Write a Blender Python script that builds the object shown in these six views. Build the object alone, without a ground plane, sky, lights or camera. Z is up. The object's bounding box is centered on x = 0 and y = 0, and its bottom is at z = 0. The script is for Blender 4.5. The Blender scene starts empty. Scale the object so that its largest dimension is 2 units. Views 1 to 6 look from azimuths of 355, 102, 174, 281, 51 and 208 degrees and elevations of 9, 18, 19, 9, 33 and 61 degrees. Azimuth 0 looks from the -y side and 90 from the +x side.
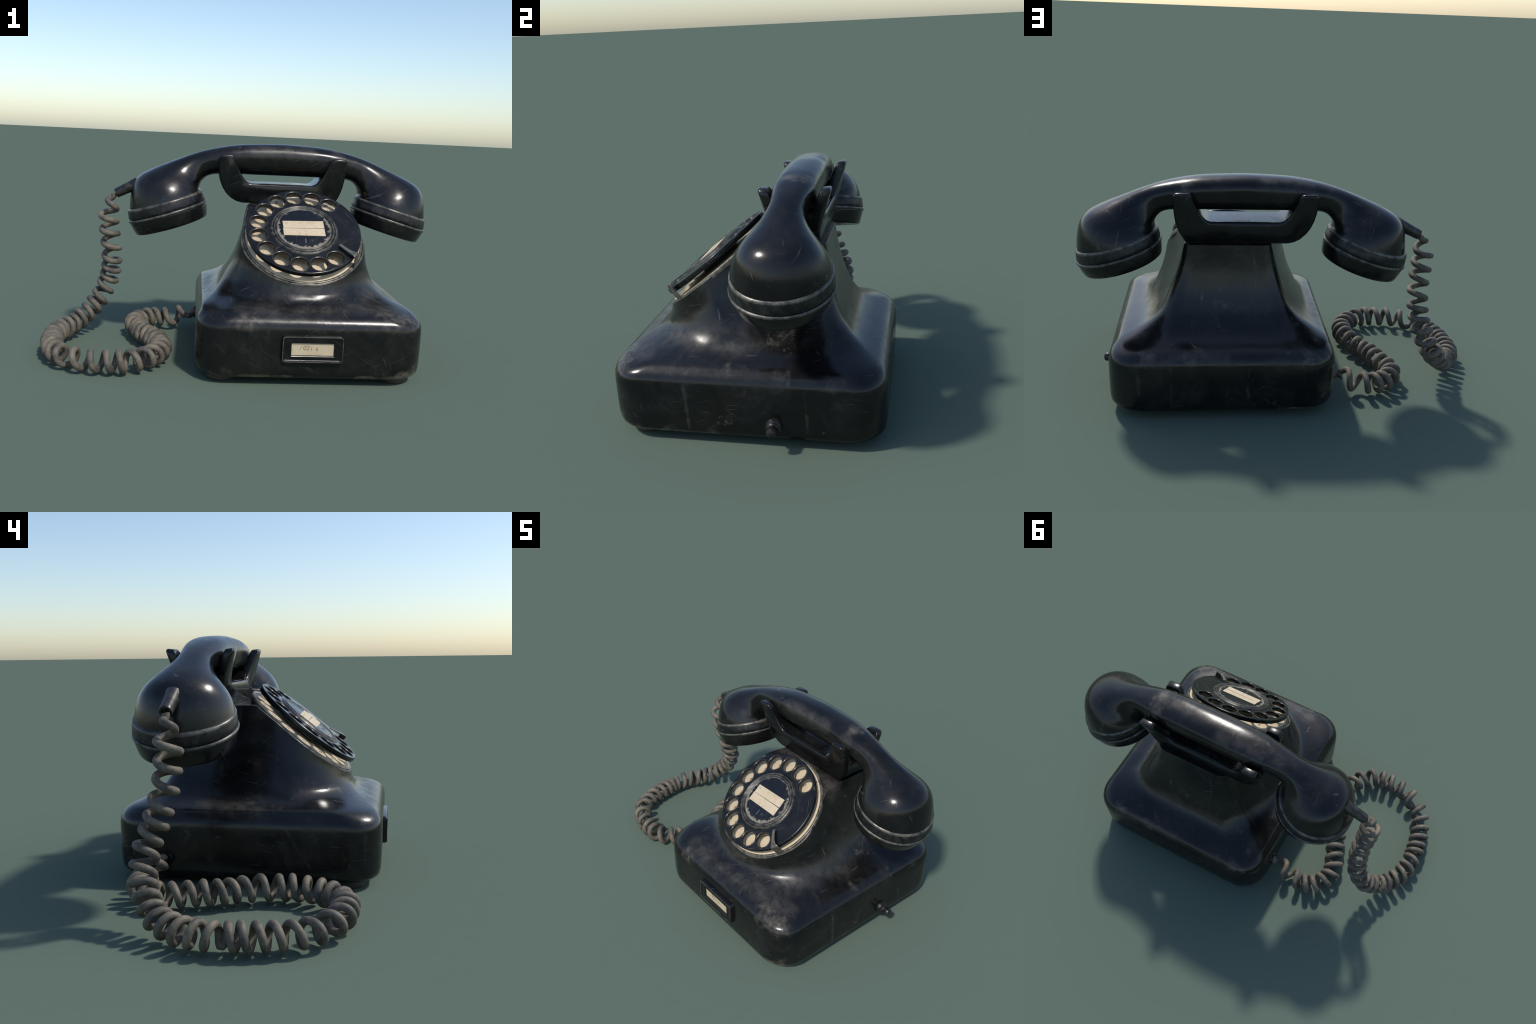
# Old black desk telephone with a rotary dial, a resting handset and a coiled cord.
import bpy, bmesh, math, random
from mathutils import Vector, Matrix, noise

random.seed(7)
COL = bpy.context.scene.collection


# ------------------------------------------------------------------ helpers
def interp(table, z):
    """Smooth (monotone cubic) interpolation in a list of (z, value) rows."""
    t = sorted(table)
    if z <= t[0][0]:
        return t[0][1]
    if z >= t[-1][0]:
        return t[-1][1]
    n = len(t)
    d = [(t[i + 1][1] - t[i][1]) / (t[i + 1][0] - t[i][0]) for i in range(n - 1)]
    m = [d[0]] + [0.0 if d[i - 1] * d[i] <= 0 else 2 * d[i - 1] * d[i] / (d[i - 1] + d[i])
                  for i in range(1, n - 1)] + [d[-1]]
    for i in range(n - 1):
        if t[i][0] <= z <= t[i + 1][0]:
            h = t[i + 1][0] - t[i][0]
            s = (z - t[i][0]) / h
            return ((2 * s**3 - 3 * s**2 + 1) * t[i][1] + (s**3 - 2 * s**2 + s) * h * m[i]
                    + (-2 * s**3 + 3 * s**2) * t[i + 1][1] + (s**3 - s**2) * h * m[i + 1])


def mesh_object(name, verts, faces, mat, parent=None, angle=35.0, bevel=0.0, segs=2):
    me = bpy.data.meshes.new(name)
    me.from_pydata([tuple(v) for v in verts], [], faces)
    bm = bmesh.new()
    bm.from_mesh(me)
    bmesh.ops.remove_doubles(bm, verts=bm.verts, dist=1e-5)
    bmesh.ops.recalc_face_normals(bm, faces=bm.faces)
    if bevel:
        es = [e for e in bm.edges if len(e.link_faces) == 2 and e.calc_face_angle(0) > math.radians(angle)]
        bmesh.ops.bevel(bm, geom=es, offset=bevel, segments=segs, profile=0.6, affect='EDGES', clamp_overlap=True)
    bm.to_mesh(me)
    bm.free()
    return finish(name, me, mat, parent, angle)


def finish(name, me, mat, parent=None, angle=35.0):
    me.shade_smooth()
    me.set_sharp_from_angle(angle=math.radians(angle))
    me.materials.clear()
    me.materials.append(mat)
    ob = bpy.data.objects.new(name, me)
    COL.objects.link(ob)
    if parent:
        ob.parent = parent
    return ob


def curve_mesh(cu):
    """Turn a curve or text datablock into a mesh datablock."""
    ob = bpy.data.objects.new("helper", cu)
    COL.objects.link(ob)
    bpy.context.view_layer.update()
    me = bpy.data.meshes.new_from_object(ob.evaluated_get(bpy.context.evaluated_depsgraph_get()))
    bpy.data.objects.remove(ob)
    return me


def loft(rings, closed=True, cap0=True, cap1=True, base=0):
    n = len(rings[0])
    verts = [p for r in rings for p in r]
    faces = []
    for i in range(len(rings) - 1):
        for j in range(n if closed else n - 1):
            k = (j + 1) % n
            faces.append((base + i * n + j, base + i * n + k, base + (i + 1) * n + k, base + (i + 1) * n + j))
    if cap0:
        faces.append(tuple(base + j for j in range(n))[::-1])
    if cap1:
        faces.append(tuple(base + (len(rings) - 1) * n + j for j in range(n)))
    return verts, faces


def lathe(profile, origin, axis, n=96, xdir=None):
    """Rings of (radius, distance along axis) about an axis; radius 0 closes the end."""
    axis = Vector(axis).normalized()
    u = Vector(xdir) if xdir else (Vector((0, 1, 0)) if abs(axis.y) < 0.9 else Vector((1, 0, 0)))
    u = (u - axis * u.dot(axis)).normalized()
    v = axis.cross(u)
    rings = []
    for r, t in profile:
        c = Vector(origin) + axis * t
        rings.append([c + (u * math.cos(2 * math.pi * k / n) + v * math.sin(2 * math.pi * k / n)) * max(r, 1e-4)
                      for k in range(n)])
    return loft(rings)


def join(parts):
    V, F = [], []
    for v, f in parts:
        b = len(V)
        V += list(v)
        F += [tuple(i + b for i in q) for q in f]
    return V, F


# ---------------------------------------------------------------- materials
class Nodes:
    def __init__(self, name):
        self.mat = bpy.data.materials.new(name)
        self.mat.use_nodes = True
        self.nt = self.mat.node_tree
        self.bsdf = self.nt.nodes["Principled BSDF"]
        self.co = self.nt.nodes.new("ShaderNodeTexCoord").outputs["Object"]

    def link(self, a, b):
        self.nt.links.new(a, b)

    def mapping(self, scale=(1, 1, 1), rot=(0, 0, 0), loc=(0, 0, 0)):
        m = self.nt.nodes.new("ShaderNodeMapping")
        m.vector_type = 'TEXTURE'
        m.inputs["Scale"].default_value = [1 / k for k in scale]
        m.inputs["Rotation"].default_value = rot
        m.inputs["Location"].default_value = loc
        self.link(self.co, m.inputs["Vector"])
        return m.outputs["Vector"]

    def noise(self, scale, detail=4, rough=0.55, vec=None, dist=0.0):
        n = self.nt.nodes.new("ShaderNodeTexNoise")
        n.inputs["Scale"].default_value = scale
        n.inputs["Detail"].default_value = detail
        n.inputs["Roughness"].default_value = rough
        n.inputs["Distortion"].default_value = dist
        self.link(vec or self.co, n.inputs["Vector"])
        return n.outputs["Fac"]

    def ramp(self, fac, stops):
        r = self.nt.nodes.new("ShaderNodeValToRGB")
        el = r.color_ramp.elements
        while len(el) < len(stops):
            el.new(0.5)
        for e, (p, c) in zip(el, stops):
            e.position = p
            e.color = (c, c, c, 1) if isinstance(c, (int, float)) else (*c, 1)
        self.link(fac, r.inputs["Fac"])
        return r.outputs["Color"]

    def math(self, op, a, b=0.0, clamp=False):
        m = self.nt.nodes.new("ShaderNodeMath")
        m.operation = op
        m.use_clamp = clamp
        for s, x in zip(m.inputs, (a, b)):
            if isinstance(x, (int, float)):
                s.default_value = x
            else:
                self.link(x, s)
        return m.outputs[0]

    def mix(self, fac, a, b):
        m = self.nt.nodes.new("ShaderNodeMix")
        m.data_type = 'RGBA'
        for s, x in ((m.inputs["Factor"], fac), (m.inputs[6], a), (m.inputs[7], b)):
            if isinstance(x, (int, float)):
                s.default_value = x
            elif isinstance(x, tuple):
                s.default_value = (*x, 1)
            else:
                self.link(x, s)
        return m.outputs[2]

    def bump(self, height, strength=0.2, dist=0.01):
        b = self.nt.nodes.new("ShaderNodeBump")
        b.inputs["Strength"].default_value = strength
        b.inputs["Distance"].default_value = dist
        self.link(height, b.inputs["Height"])
        self.link(b.outputs["Normal"], self.bsdf.inputs["Normal"])

    def vec(self, op, a, b):
        v = self.nt.nodes.new("ShaderNodeVectorMath")
        v.operation = op
        for s, x in zip(v.inputs, (a, b)):
            if isinstance(x, (tuple, list, Vector)):
                s.default_value = x
            else:
                self.link(x, s)
        return v

    def segment(self, a, b, width, wander=0.0):
        """1 on the line from a to b, fading to 0 at the given distance, with a ragged course."""
        p = self.co
        if wander:
            n = self.nt.nodes.new("ShaderNodeTexNoise")
            n.inputs["Scale"].default_value = 18
            n.inputs["Detail"].default_value = 3
            self.link(self.co, n.inputs["Vector"])
            off = self.vec('SUBTRACT', n.outputs["Color"], (0.5, 0.5, 0.5)).outputs[0]
            sc = self.vec('MULTIPLY', off, (wander * 3,) * 3).outputs[0]
            p = self.vec('ADD', p, sc).outputs[0]
        a, b = Vector(a), Vector(b)
        ab = b - a
        d = self.vec('SUBTRACT', p, a).outputs[0]
        t = self.math('DIVIDE', self.vec('DOT_PRODUCT', d, ab).outputs["Value"], ab.dot(ab), True)
        sx = self.nt.nodes.new("ShaderNodeCombineXYZ")
        for k in range(3):
            self.link(t, sx.inputs[k])
        q = self.vec('MULTIPLY', sx.outputs[0], ab).outputs[0]
        r = self.vec('SUBTRACT', d, q).outputs[0]
        dist = self.vec('LENGTH', r, (0, 0, 0)).outputs["Value"]
        return self.math('SUBTRACT', 1.0, self.math('DIVIDE', dist, width), True)

    def voronoi_edge(self, scale, vec):
        v = self.nt.nodes.new("ShaderNodeTexVoronoi")
        v.feature = 'DISTANCE_TO_EDGE'
        v.inputs["Scale"].default_value = scale
        self.link(vec, v.inputs["Vector"])
        return v.outputs["Distance"]

    def set(self, **kw):
        for k, x in kw.items():
            s = self.bsdf.inputs[k.replace("_", " ")]
            if isinstance(x, (int, float)):
                s.default_value = x
            elif isinstance(x, tuple):
                s.default_value = (*x, 1)
            else:
                self.link(x, s)
        return self.mat


def bakelite(name, wear=1.0, streak=0.0, base=(0.0048, 0.0049, 0.0053), marks=(), spots=(), rubs=(), dust=()):
    """Black moulded plastic: hazy dull patches, fine scratches, rubbed pale spots, drip streaks.
    marks: long scratches or runs (from, to, width); spots: places rubbed pale (centre, radius); rubs: dull bands (from, to, width)."""
    n = Nodes(name)
    haze = n.ramp(n.noise(5.5, 6, 0.62, dist=0.4), [(0.42, 0.0), (0.72, 1.0)])
    fine = n.ramp(n.noise(38, 5, 0.7), [(0.35, 0.0), (0.8, 1.0)])
    dull = n.math('MULTIPLY', haze, n.math('ADD', n.math('MULTIPLY', fine, 0.8), 0.2))
    col = n.mix(n.math('MULTIPLY', dull, 0.78 * wear, True), base, (0.034, 0.032, 0.029))
    tint = n.ramp(n.noise(3.1, 3, 0.5, n.mapping(loc=(7, 1, 5))), [(0.45, 0.0), (0.65, 1.0)])
    col = n.mix(n.math('MULTIPLY', tint, 0.35), col, (0.0075, 0.0070, 0.0055))
    # thin scratches lying at several angles
    scratch = None
    for i, (rot, sc) in enumerate((((0.5, 0.3, 0.6), (5, 5, 190)), ((1.2, 0.2, 2.0), (6, 180, 6)), ((0.3, 1.1, 0.2), (170, 7, 5)), ((0.9, 0.8, 1.4), (7, 7, 210)))):
        s = n.ramp(n.noise(1.0, 2, 0.5, n.mapping(sc, rot, (i * 3.1, 1.7, 0.4))), [(0.685, 0.0), (0.725, 1.0)])
        s = n.math('MULTIPLY', s, n.ramp(n.noise(4 + i, 3, 0.6, n.mapping(loc=(i * 5.0, 2, 1))), [(0.50, 0.0), (0.62, 1.0)]))
        scratch = s if scratch is None else n.math('MAXIMUM', scratch, s)
    col = n.mix(n.math('MULTIPLY', scratch, 0.45 * wear, True), col, (0.11, 0.104, 0.092))
    # rubbed pale patches
    grain = n.ramp(n.noise(45, 4, 0.7), [(0.4, 0.0), (0.62, 1.0)])
    rub = n.math('MULTIPLY', n.ramp(n.noise(7.0, 5, 0.68, n.mapping(loc=(9, 4, 2))), [(0.64, 0.0), (0.72, 1.0)]), grain)
    col = n.mix(n.math('MULTIPLY', rub, 0.7 * wear, True), col, (0.12, 0.108, 0.088))
    if streak:
        drip = n.ramp(n.noise(1.0, 3, 0.6, n.mapping((17, 17, 1.3), (0.05, 0.04, 0))), [(0.64, 0.0), (0.73, 1.0)])
        drip = n.math('MULTIPLY', drip, n.ramp(n.noise(11, 4, 0.7), [(0.42, 0.0), (0.66, 1.0)]))
        col = n.mix(n.math('MULTIPLY', drip, streak, True), col, (0.075, 0.075, 0.064))
    ragged = n.ramp(n.noise(14, 5, 0.7, n.mapping(loc=(2, 6, 3))), [(0.40, 0.0), (0.60, 1.0)])
    for a, b, w in rubs:
        m = n.math('MULTIPLY', n.segment(a, b, w, 0.012), n.math('ADD', n.math('MULTIPLY', ragged, 0.7), 0.25))
        col = n.mix(n.math('MULTIPLY', m, 0.8, True), col, (0.062, 0.058, 0.050))
        dull = n.math('MAXIMUM', dull, m)
    for a, b, w in marks:
        m = n.math('MULTIPLY', n.segment(a, b, w * 0.8, 0.006), n.math('ADD', n.math('MULTIPLY', n.math('MULTIPLY', grain, ragged), 0.7), 0.3))
        col = n.mix(n.math('MULTIPLY', m, 0.85, True), col, (0.115, 0.114, 0.10))
    for a, b, w in dust:
        m = n.math('MULTIPLY', n.math('MULTIPLY', n.segment(a, b, w, 0.010), 2.0, True), n.math('ADD', n.math('MULTIPLY', ragged, 0.8), 0.15))
        col = n.mix(n.math('MULTIPLY', m, 0.8, True), col, (0.150, 0.130, 0.095))
    for c, r in spots:
        m = n.math('MULTIPLY', n.segment(c, (c[0] + 0.001, c[1], c[2]), r, 0.03), n.math('MULTIPLY', ragged, n.math('ADD', n.math('MULTIPLY', grain, 0.7), 0.3)))
        col = n.mix(n.math('MULTIPLY', m, 0.85, True), col, (0.165, 0.145, 0.112))
    rough = n.math('ADD', n.math('MULTIPLY', dull, 0.28), 0.19)
    rough = n.math('ADD', rough, n.math('MULTIPLY', scratch, 0.2))
    n.bump(n.math('ADD', n.noise(9, 3, 0.5), n.math('MULTIPLY', scratch, -0.15)), 0.06, 0.02)
    return n.set(Base_Color=col, Roughness=rough, Specular_IOR_Level=0.42)


def worn_metal(name, light=(0.36, 0.33, 0.27), dark=(0.035, 0.034, 0.034), amount=0.5):
    n = Nodes(name)
    f = n.ramp(n.noise(26, 6, 0.7, dist=0.6), [(0.35, 0.0), (0.65, 1.0)])
    col = n.mix(n.math('ADD', n.math('MULTIPLY', f, 0.8), amount - 0.5, True), dark, light)
    n.bump(n.noise(60, 4, 0.6), 0.15, 0.004)
    return n.set(Base_Color=col, Roughness=0.36, Metallic=0.35)


def paper(name, a, b, rough=0.55):
    n = Nodes(name)
    f = n.ramp(n.noise(16, 6, 0.65), [(0.35, 0.0), (0.7, 1.0)])
    col = n.mix(f, a, b)
    stain = n.ramp(n.noise(22, 4, 0.7, n.mapping(loc=(5, 2, 8))), [(0.55, 0.0), (0.75, 1.0)])
    col = n.mix(n.math('MULTIPLY', stain, 0.5), col, (0.30, 0.215, 0.12))
    spots = n.ramp(n.noise(60, 3, 0.6), [(0.66, 0.0), (0.74, 1.0)])
    col = n.mix(n.math('MULTIPLY', spots, 0.5), col, (0.12, 0.085, 0.05))
    return n.set(Base_Color=col, Roughness=rough)


def plain(name, col, rough=0.5):
    n = Nodes(name)
    f = n.noise(30, 4, 0.6)
    c = n.mix(f, tuple(x * 0.7 for x in col), tuple(x * 1.3 for x in col))
    return n.set(Base_Color=c, Roughness=rough)


def rubber_cord(name):
    n = Nodes(name)
    f = n.ramp(n.noise(11, 6, 0.68, dist=0.5), [(0.36, 0.0), (0.64, 1.0)])
    col = n.mix(f, (0.055, 0.050, 0.046), (0.175, 0.148, 0.106))
    g = n.ramp(n.noise(70, 4, 0.7), [(0.45, 0.0), (0.75, 1.0)])
    col = n.mix(n.math('MULTIPLY', g, 0.35), col, (0.225, 0.193, 0.143))
    d = n.ramp(n.noise(19, 5, 0.7, n.mapping(loc=(3, 8, 1))), [(0.58, 0.0), (0.72, 1.0)])
    col = n.mix(n.math('MULTIPLY', d, 0.75), col, (0.034, 0.032, 0.031))
    n.bump(n.noise(80, 4, 0.6), 0.25, 0.004)
    return n.set(Base_Color=col, Roughness=0.62, Specular_IOR_Level=0.35)


M_BODY = bakelite("black_bakelite_body", 1.0, 0.5,
                  marks=[((0.845, -0.235, 0.32), (0.84, -0.215, 0.05), 0.016), ((0.845, -0.075, 0.27), (0.84, -0.125, 0.05), 0.011), ((0.845, 0.27, 0.32), (0.84, 0.28, 0.05), 0.014),
                         ((0.845, 0.02, 0.33), (0.84, 0.03, 0.24), 0.014), ((0.845, -0.44, 0.28), (0.84, -0.42, 0.14), 0.010), ((0.845, 0.36, 0.17), (0.84, 0.45, 0.09), 0.008),
                         ((0.54, 0.60, 0.32), (0.54, 0.595, 0.05), 0.013), ((0.19, 0.60, 0.32), (0.19, 0.595, 0.05), 0.011), ((0.40, 0.345, 0.55), (0.42, 0.44, 0.41), 0.010),
                         ((0.31, 0.35, 0.52), (0.32, 0.37, 0.48), 0.012), ((0.14, 0.33, 0.72), (0.16, 0.36, 0.50), 0.008),
                         ((-0.06, -0.585, 0.18), (-0.13, -0.585, 0.10), 0.007), ((0.0, -0.585, 0.17), (-0.05, -0.58, 0.06), 0.008), ((0.10, -0.575, 0.33), (0.10, -0.585, 0.25), 0.016),
                         ((0.54, -0.575, 0.34), (0.54, -0.585, 0.28), 0.018), ((0.62, -0.585, 0.265), (0.74, -0.58, 0.29), 0.010), ((-0.235, -0.17, 0.27), (-0.235, -0.28, 0.10), 0.014)],
                  spots=[((0.66, -0.545, 0.325), 0.075), ((0.755, -0.525, 0.30), 0.075), ((0.60, -0.52, 0.335), 0.05), ((0.0, -0.57, 0.30), 0.06), ((0.66, 0.575, 0.31), 0.06),
                         ((-0.10, 0.585, 0.30), 0.08), ((0.45, 0.587, 0.31), 0.05), ((0.78, -0.50, 0.035), 0.09), ((0.835, -0.30, 0.035), 0.05), ((0.83, -0.12, 0.035), 0.05),
                         ((0.60, -0.57, 0.035), 0.06), ((-0.10, -0.56, 0.035), 0.06), ((0.80, -0.02, 0.335), 0.05), ((0.84, 0.38, 0.31), 0.05), ((-0.13, 0.46, 0.345), 0.03)],
                  dust=[((0.72, -0.565, 0.040), (0.815, -0.47, 0.040), 0.040), ((0.82, -0.44, 0.036), (0.83, -0.10, 0.034), 0.020), ((-0.16, -0.555, 0.038), (0.20, -0.57, 0.036), 0.020),
                        ((0.52, -0.57, 0.036), (0.72, -0.565, 0.038), 0.022), ((-0.15, 0.575, 0.036), (0.05, 0.585, 0.036), 0.018)],
                  rubs=[((0.25, -0.52, 0.335), (0.72, -0.44, 0.345), 0.07), ((0.60, -0.35, 0.38), (0.66, -0.02, 0.38), 0.10), ((0.0, -0.49, 0.345), (0.15, -0.52, 0.33), 0.08),
                        ((-0.19, -0.05, 0.33), (-0.16, 0.2, 0.335), 0.06), ((0.15, -0.44, 0.42), (0.50, -0.43, 0.43), 0.06), ((0.10, 0.08, 0.765), (0.50, 0.03, 0.765), 0.09), ((0.10, 0.08, 0.765), (0.50, 0.03, 0.765), 0.10), ((0.3, 0.585, 0.31), (0.65, 0.585, 0.31), 0.04)])
M_HAND = bakelite("black_bakelite_handset", 0.9, 0.0,
                  marks=[((-0.40, 0.26, 0.935), (-0.52, 0.24, 0.885), 0.008), ((-0.50, 0.19, 0.91), (-0.44, 0.23, 0.915), 0.010), ((0.88, 0.33, 0.83), (0.87, 0.38, 0.76), 0.012),
                         ((-0.03, 0.12, 1.05), (-0.02, 0.13, 1.05), 0.014), ((-0.10, 0.17, 1.05), (-0.12, 0.18, 1.05), 0.012), ((0.78, 0.36, 0.84), (0.80, 0.41, 0.73), 0.008)],
                  spots=[((0.49, 0.19, 1.06), 0.05), ((0.47, 0.26, 1.03), 0.05)],
                  rubs=[((0.50, 0.08, 0.99), (0.495, 0.19, 1.065), 0.045), ((0.495, 0.19, 1.065), (0.49, 0.31, 1.0), 0.045), ((0.35, 0.12, 1.03), (0.05, 0.12, 1.04), 0.05), ((0.1, 0.27, 1.05), (-0.2, 0.24, 1.03), 0.06)])
M_PART = bakelite("black_bakelite_parts", 0.8, 0.0)
M_RING = worn_metal("rubbed_ring", (0.22, 0.205, 0.165), (0.016, 0.016, 0.017), 0.38)
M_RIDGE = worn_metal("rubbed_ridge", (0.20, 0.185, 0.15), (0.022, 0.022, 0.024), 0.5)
M_BAND = worn_metal("dark_band", (0.07, 0.066, 0.058), (0.008, 0.0085, 0.0095), 0.22)
M_SLEEVE = worn_metal("dusty_rubber_sleeve", (0.085, 0.078, 0.060), (0.012, 0.012, 0.013), 0.42)
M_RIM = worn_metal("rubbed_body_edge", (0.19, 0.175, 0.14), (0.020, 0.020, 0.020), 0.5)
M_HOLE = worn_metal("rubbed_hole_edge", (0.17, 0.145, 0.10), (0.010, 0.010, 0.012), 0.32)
M_STEEL = worn_metal("tarnished_steel", (0.24, 0.225, 0.185), (0.055, 0.052, 0.045), 0.55)
M_CREAM = paper("cream_enamel", (0.52, 0.41, 0.265), (0.60, 0.49, 0.335), 0.5)
M_CARD = paper("aged_card", (0.47, 0.375, 0.245), (0.57, 0.47, 0.325), 0.6)
M_INK = plain("faded_ink", (0.028, 0.024, 0.020), 0.7)
M_FADED = plain("pale_ink", (0.20, 0.165, 0.115), 0.7)
M_DARK = plain("dark_interior", (0.012, 0.012, 0.013), 0.6)
M_FOOT = plain("rubber_foot", (0.05, 0.043, 0.032), 0.75)
M_CORD = rubber_cord("grey_brown_rubber_cord")
M_GRIT = plain("dry_glue_and_dust", (0.30, 0.265, 0.205), 0.7)

phone = bpy.data.objects.new("telephone", None)
COL.objects.link(phone)
phone["label"] = "old black rotary dial telephone with handset and coiled grey cord"
phone["category"] = "telephone"

# ------------------------------------------------------------- dial frame
TILT = math.radians(38.4)
DC = Vector((0.285, -0.221, 0.675))                    # centre of the finger wheel's face
DN = Vector((0, -math.sin(TILT), math.cos(TILT)))       # out of the dial
DU = Vector((1, 0, 0))
DV = Vector((0, math.cos(TILT), math.sin(TILT)))
DM = Matrix(((DU.x, DV.x, DN.x, DC.x), (DU.y, DV.y, DN.y, DC.y), (DU.z, DV.z, DN.z, DC.z), (0, 0, 0, 1)))


def dial_pt(x, y, h):
    return DC + DU * x + DV * y + DN * h


# ------------------------------------------------------------------- body
# Plan section at a height: a box with elliptical corners; the front becomes a half ellipse under the dial.
HALF_FRONT = [(0.030, 0.494), (0.040, 0.515), (0.062, 0.527), (0.11, 0.5295), (0.25, 0.5305), (0.272, 0.528), (0.290, 0.522), (0.306, 0.512), (0.319, 0.501),
              (0.330, 0.490), (0.339, 0.468), (0.348, 0.443), (0.359, 0.420), (0.374, 0.403), (0.394, 0.388), (0.42, 0.3735), (0.46, 0.3545),
              (0.54, 0.324), (0.63, 0.305), (0.68, 0.291), (0.72, 0.279), (0.765, 0.262)]
LOWER = [r for r in HALF_FRONT if r[0] < 0.335]
HALF_REAR_RIGHT = LOWER + [(0.339, 0.466), (0.348, 0.438), (0.359, 0.410), (0.376, 0.380), (0.40, 0.352), (0.43, 0.325), (0.47, 0.304), (0.52, 0.282), (0.58, 0.257),
                           (0.66, 0.229), (0.765, 0.203)]
HALF_REAR_LEFT = LOWER + [(0.339, 0.470), (0.348, 0.444), (0.359, 0.418), (0.376, 0.388), (0.40, 0.358), (0.43, 0.330), (0.47, 0.304), (0.52, 0.282), (0.58, 0.260),
                          (0.66, 0.236), (0.765, 0.209)]
Y_FRONT = [(0.030, -0.536), (0.040, -0.557), (0.062, -0.569), (0.11, -0.574), (0.25, -0.575), (0.272, -0.573), (0.290, -0.568), (0.305, -0.559),
           (0.318, -0.547), (0.328, -0.532), (0.336, -0.513), (0.344, -0.491), (0.355, -0.463), (0.370, -0.443), (0.40, -0.427),
           (0.44, -0.418), (0.50, -0.415), (0.63, -0.415), (0.765, -0.415)]
Y_REAR = [(0.030, 0.553), (0.040, 0.574), (0.062, 0.586), (0.11, 0.591), (0.25, 0.592), (0.272, 0.590), (0.290, 0.584), (0.305, 0.575),
          (0.318, 0.562), (0.328, 0.545), (0.337, 0.523), (0.348, 0.497), (0.362, 0.471), (0.380, 0.447), (0.40, 0.429), (0.42, 0.415),
          (0.45, 0.396), (0.50, 0.375), (0.55, 0.358), (0.60, 0.346), (0.65, 0.336), (0.71, 0.327), (0.765, 0.320)]
CENTRE_X = [(0.30, 0.3030), (0.335, 0.2962), (0.36, 0.2916), (0.39, 0.2877), (0.42, 0.2855), (0.46, 0.2843), (0.52, 0.284), (0.765, 0.284)]
RXF = [(0.30, 0.145), (0.320, 0.165), (0.335, 0.215), (0.350, 0.275), (0.365, 0.325), (0.385, 0.365), (0.41, 0.385), (0.43, 1.0)]
RYF = [(0.30, 0.145), (0.320, 0.157), (0.335, 0.185), (0.350, 0.222), (0.365, 0.258), (0.385, 0.292), (0.42, 0.318), (0.48, 0.302), (0.56, 0.258), (0.63, 0.236), (0.765, 0.236)]
RR = [(0.30, 0.145), (0.335, 0.152), (0.36, 0.145), (0.40, 0.125), (0.45, 0.10), (0.52, 0.085), (0.66, 0.065), (0.765, 0.048)]
WAIST = [(0.32, 0.0), (0.40, 0.6), (0.50, 1.0), (0.765, 1.0)]
NF, NC, NS, NR = 20, 30, 34, 26


def section(z):
    wf = interp(HALF_FRONT, z)
    wl = wf + interp([(0.318, 0.0), (0.335, 0.006), (0.36, 0.009), (0.42, 0.009), (0.48, 0.005), (0.56, 0.0), (0.64, -0.004), (0.70, 0.004), (0.765, 0.014)], z)   # the left flank is a little fuller at the top
    wr = interp(HALF_REAR_RIGHT, z)
    wrl = interp(HALF_REAR_LEFT, z) + interp([(0.318, 0.0), (0.335, 0.007), (0.36, 0.012), (0.40, 0.006), (0.45, 0.0)], z)
    yf, yr, cx = interp(Y_FRONT, z), interp(Y_REAR, z), interp(CENTRE_X, z)
    rx = min(interp(RXF, z), wf - 0.012)
    ry, rr, waist = interp(RYF, z), interp(RR, z), interp(WAIST, z)
    yb, yt = yf + ry, yr - rr

    def ease(s, k):
        lin = s * s * (3 - 2 * s)
        return lin + (k(s) - lin) * waist
    pts = []
    for i in range(NF):                                    # front edge, left to right
        s = i / NF
        pts.append((cx - (wl - rx) + s * (wl + wf - 2 * rx), yf))
    for i in range(NC):                                    # front right corner
        a = math.pi / 2 * i / NC
        pts.append((cx + wf - rx + rx * math.sin(a), yf + ry - ry * math.cos(a)))
    for i in range(NS):                                    # right side, drawn in behind the dial
        s = i / NS
        e = ease(s, lambda t: 1 - (1 - t) ** 1.9 - 0.25 * t * (1 - t) ** 3)
        pts.append((cx + wf + (wr - wf) * e, yb + (yt - yb) * s))
    for i in range(NC):                                    # rear right corner
        a = math.pi / 2 * i / NC
        pts.append((cx + wr - rr + rr * math.cos(a), yt + rr * math.sin(a)))
    for i in range(NR):                                    # rear edge, right to left
        s = i / NR
        pts.append((cx + wr - rr - s * (wr + wrl - 2 * rr), yr))
    for i in range(NC):
        a = math.pi / 2 * i / NC
        pts.append((cx - wrl + rr - rr * math.sin(a), yt + rr * math.cos(a)))
    for i in range(NS):
        s = 1 - i / NS
        e = ease(s, lambda t: t ** 1.9)
        pts.append((cx - wl - (wrl - wl) * e, yb + (yt - yb) * s))
    for i in range(NC):
        a = math.pi / 2 * (1 - i / NC)
        pts.append((cx - wl + rx - rx * math.sin(a), yf + ry - ry * math.cos(a)))
    return pts


DECK = 0.762
PLATE_H = -0.055
RIM_H = PLATE_H - 0.008


FRONT_RIM = []                                             # the edge of the body round the lower part of the dial


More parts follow.
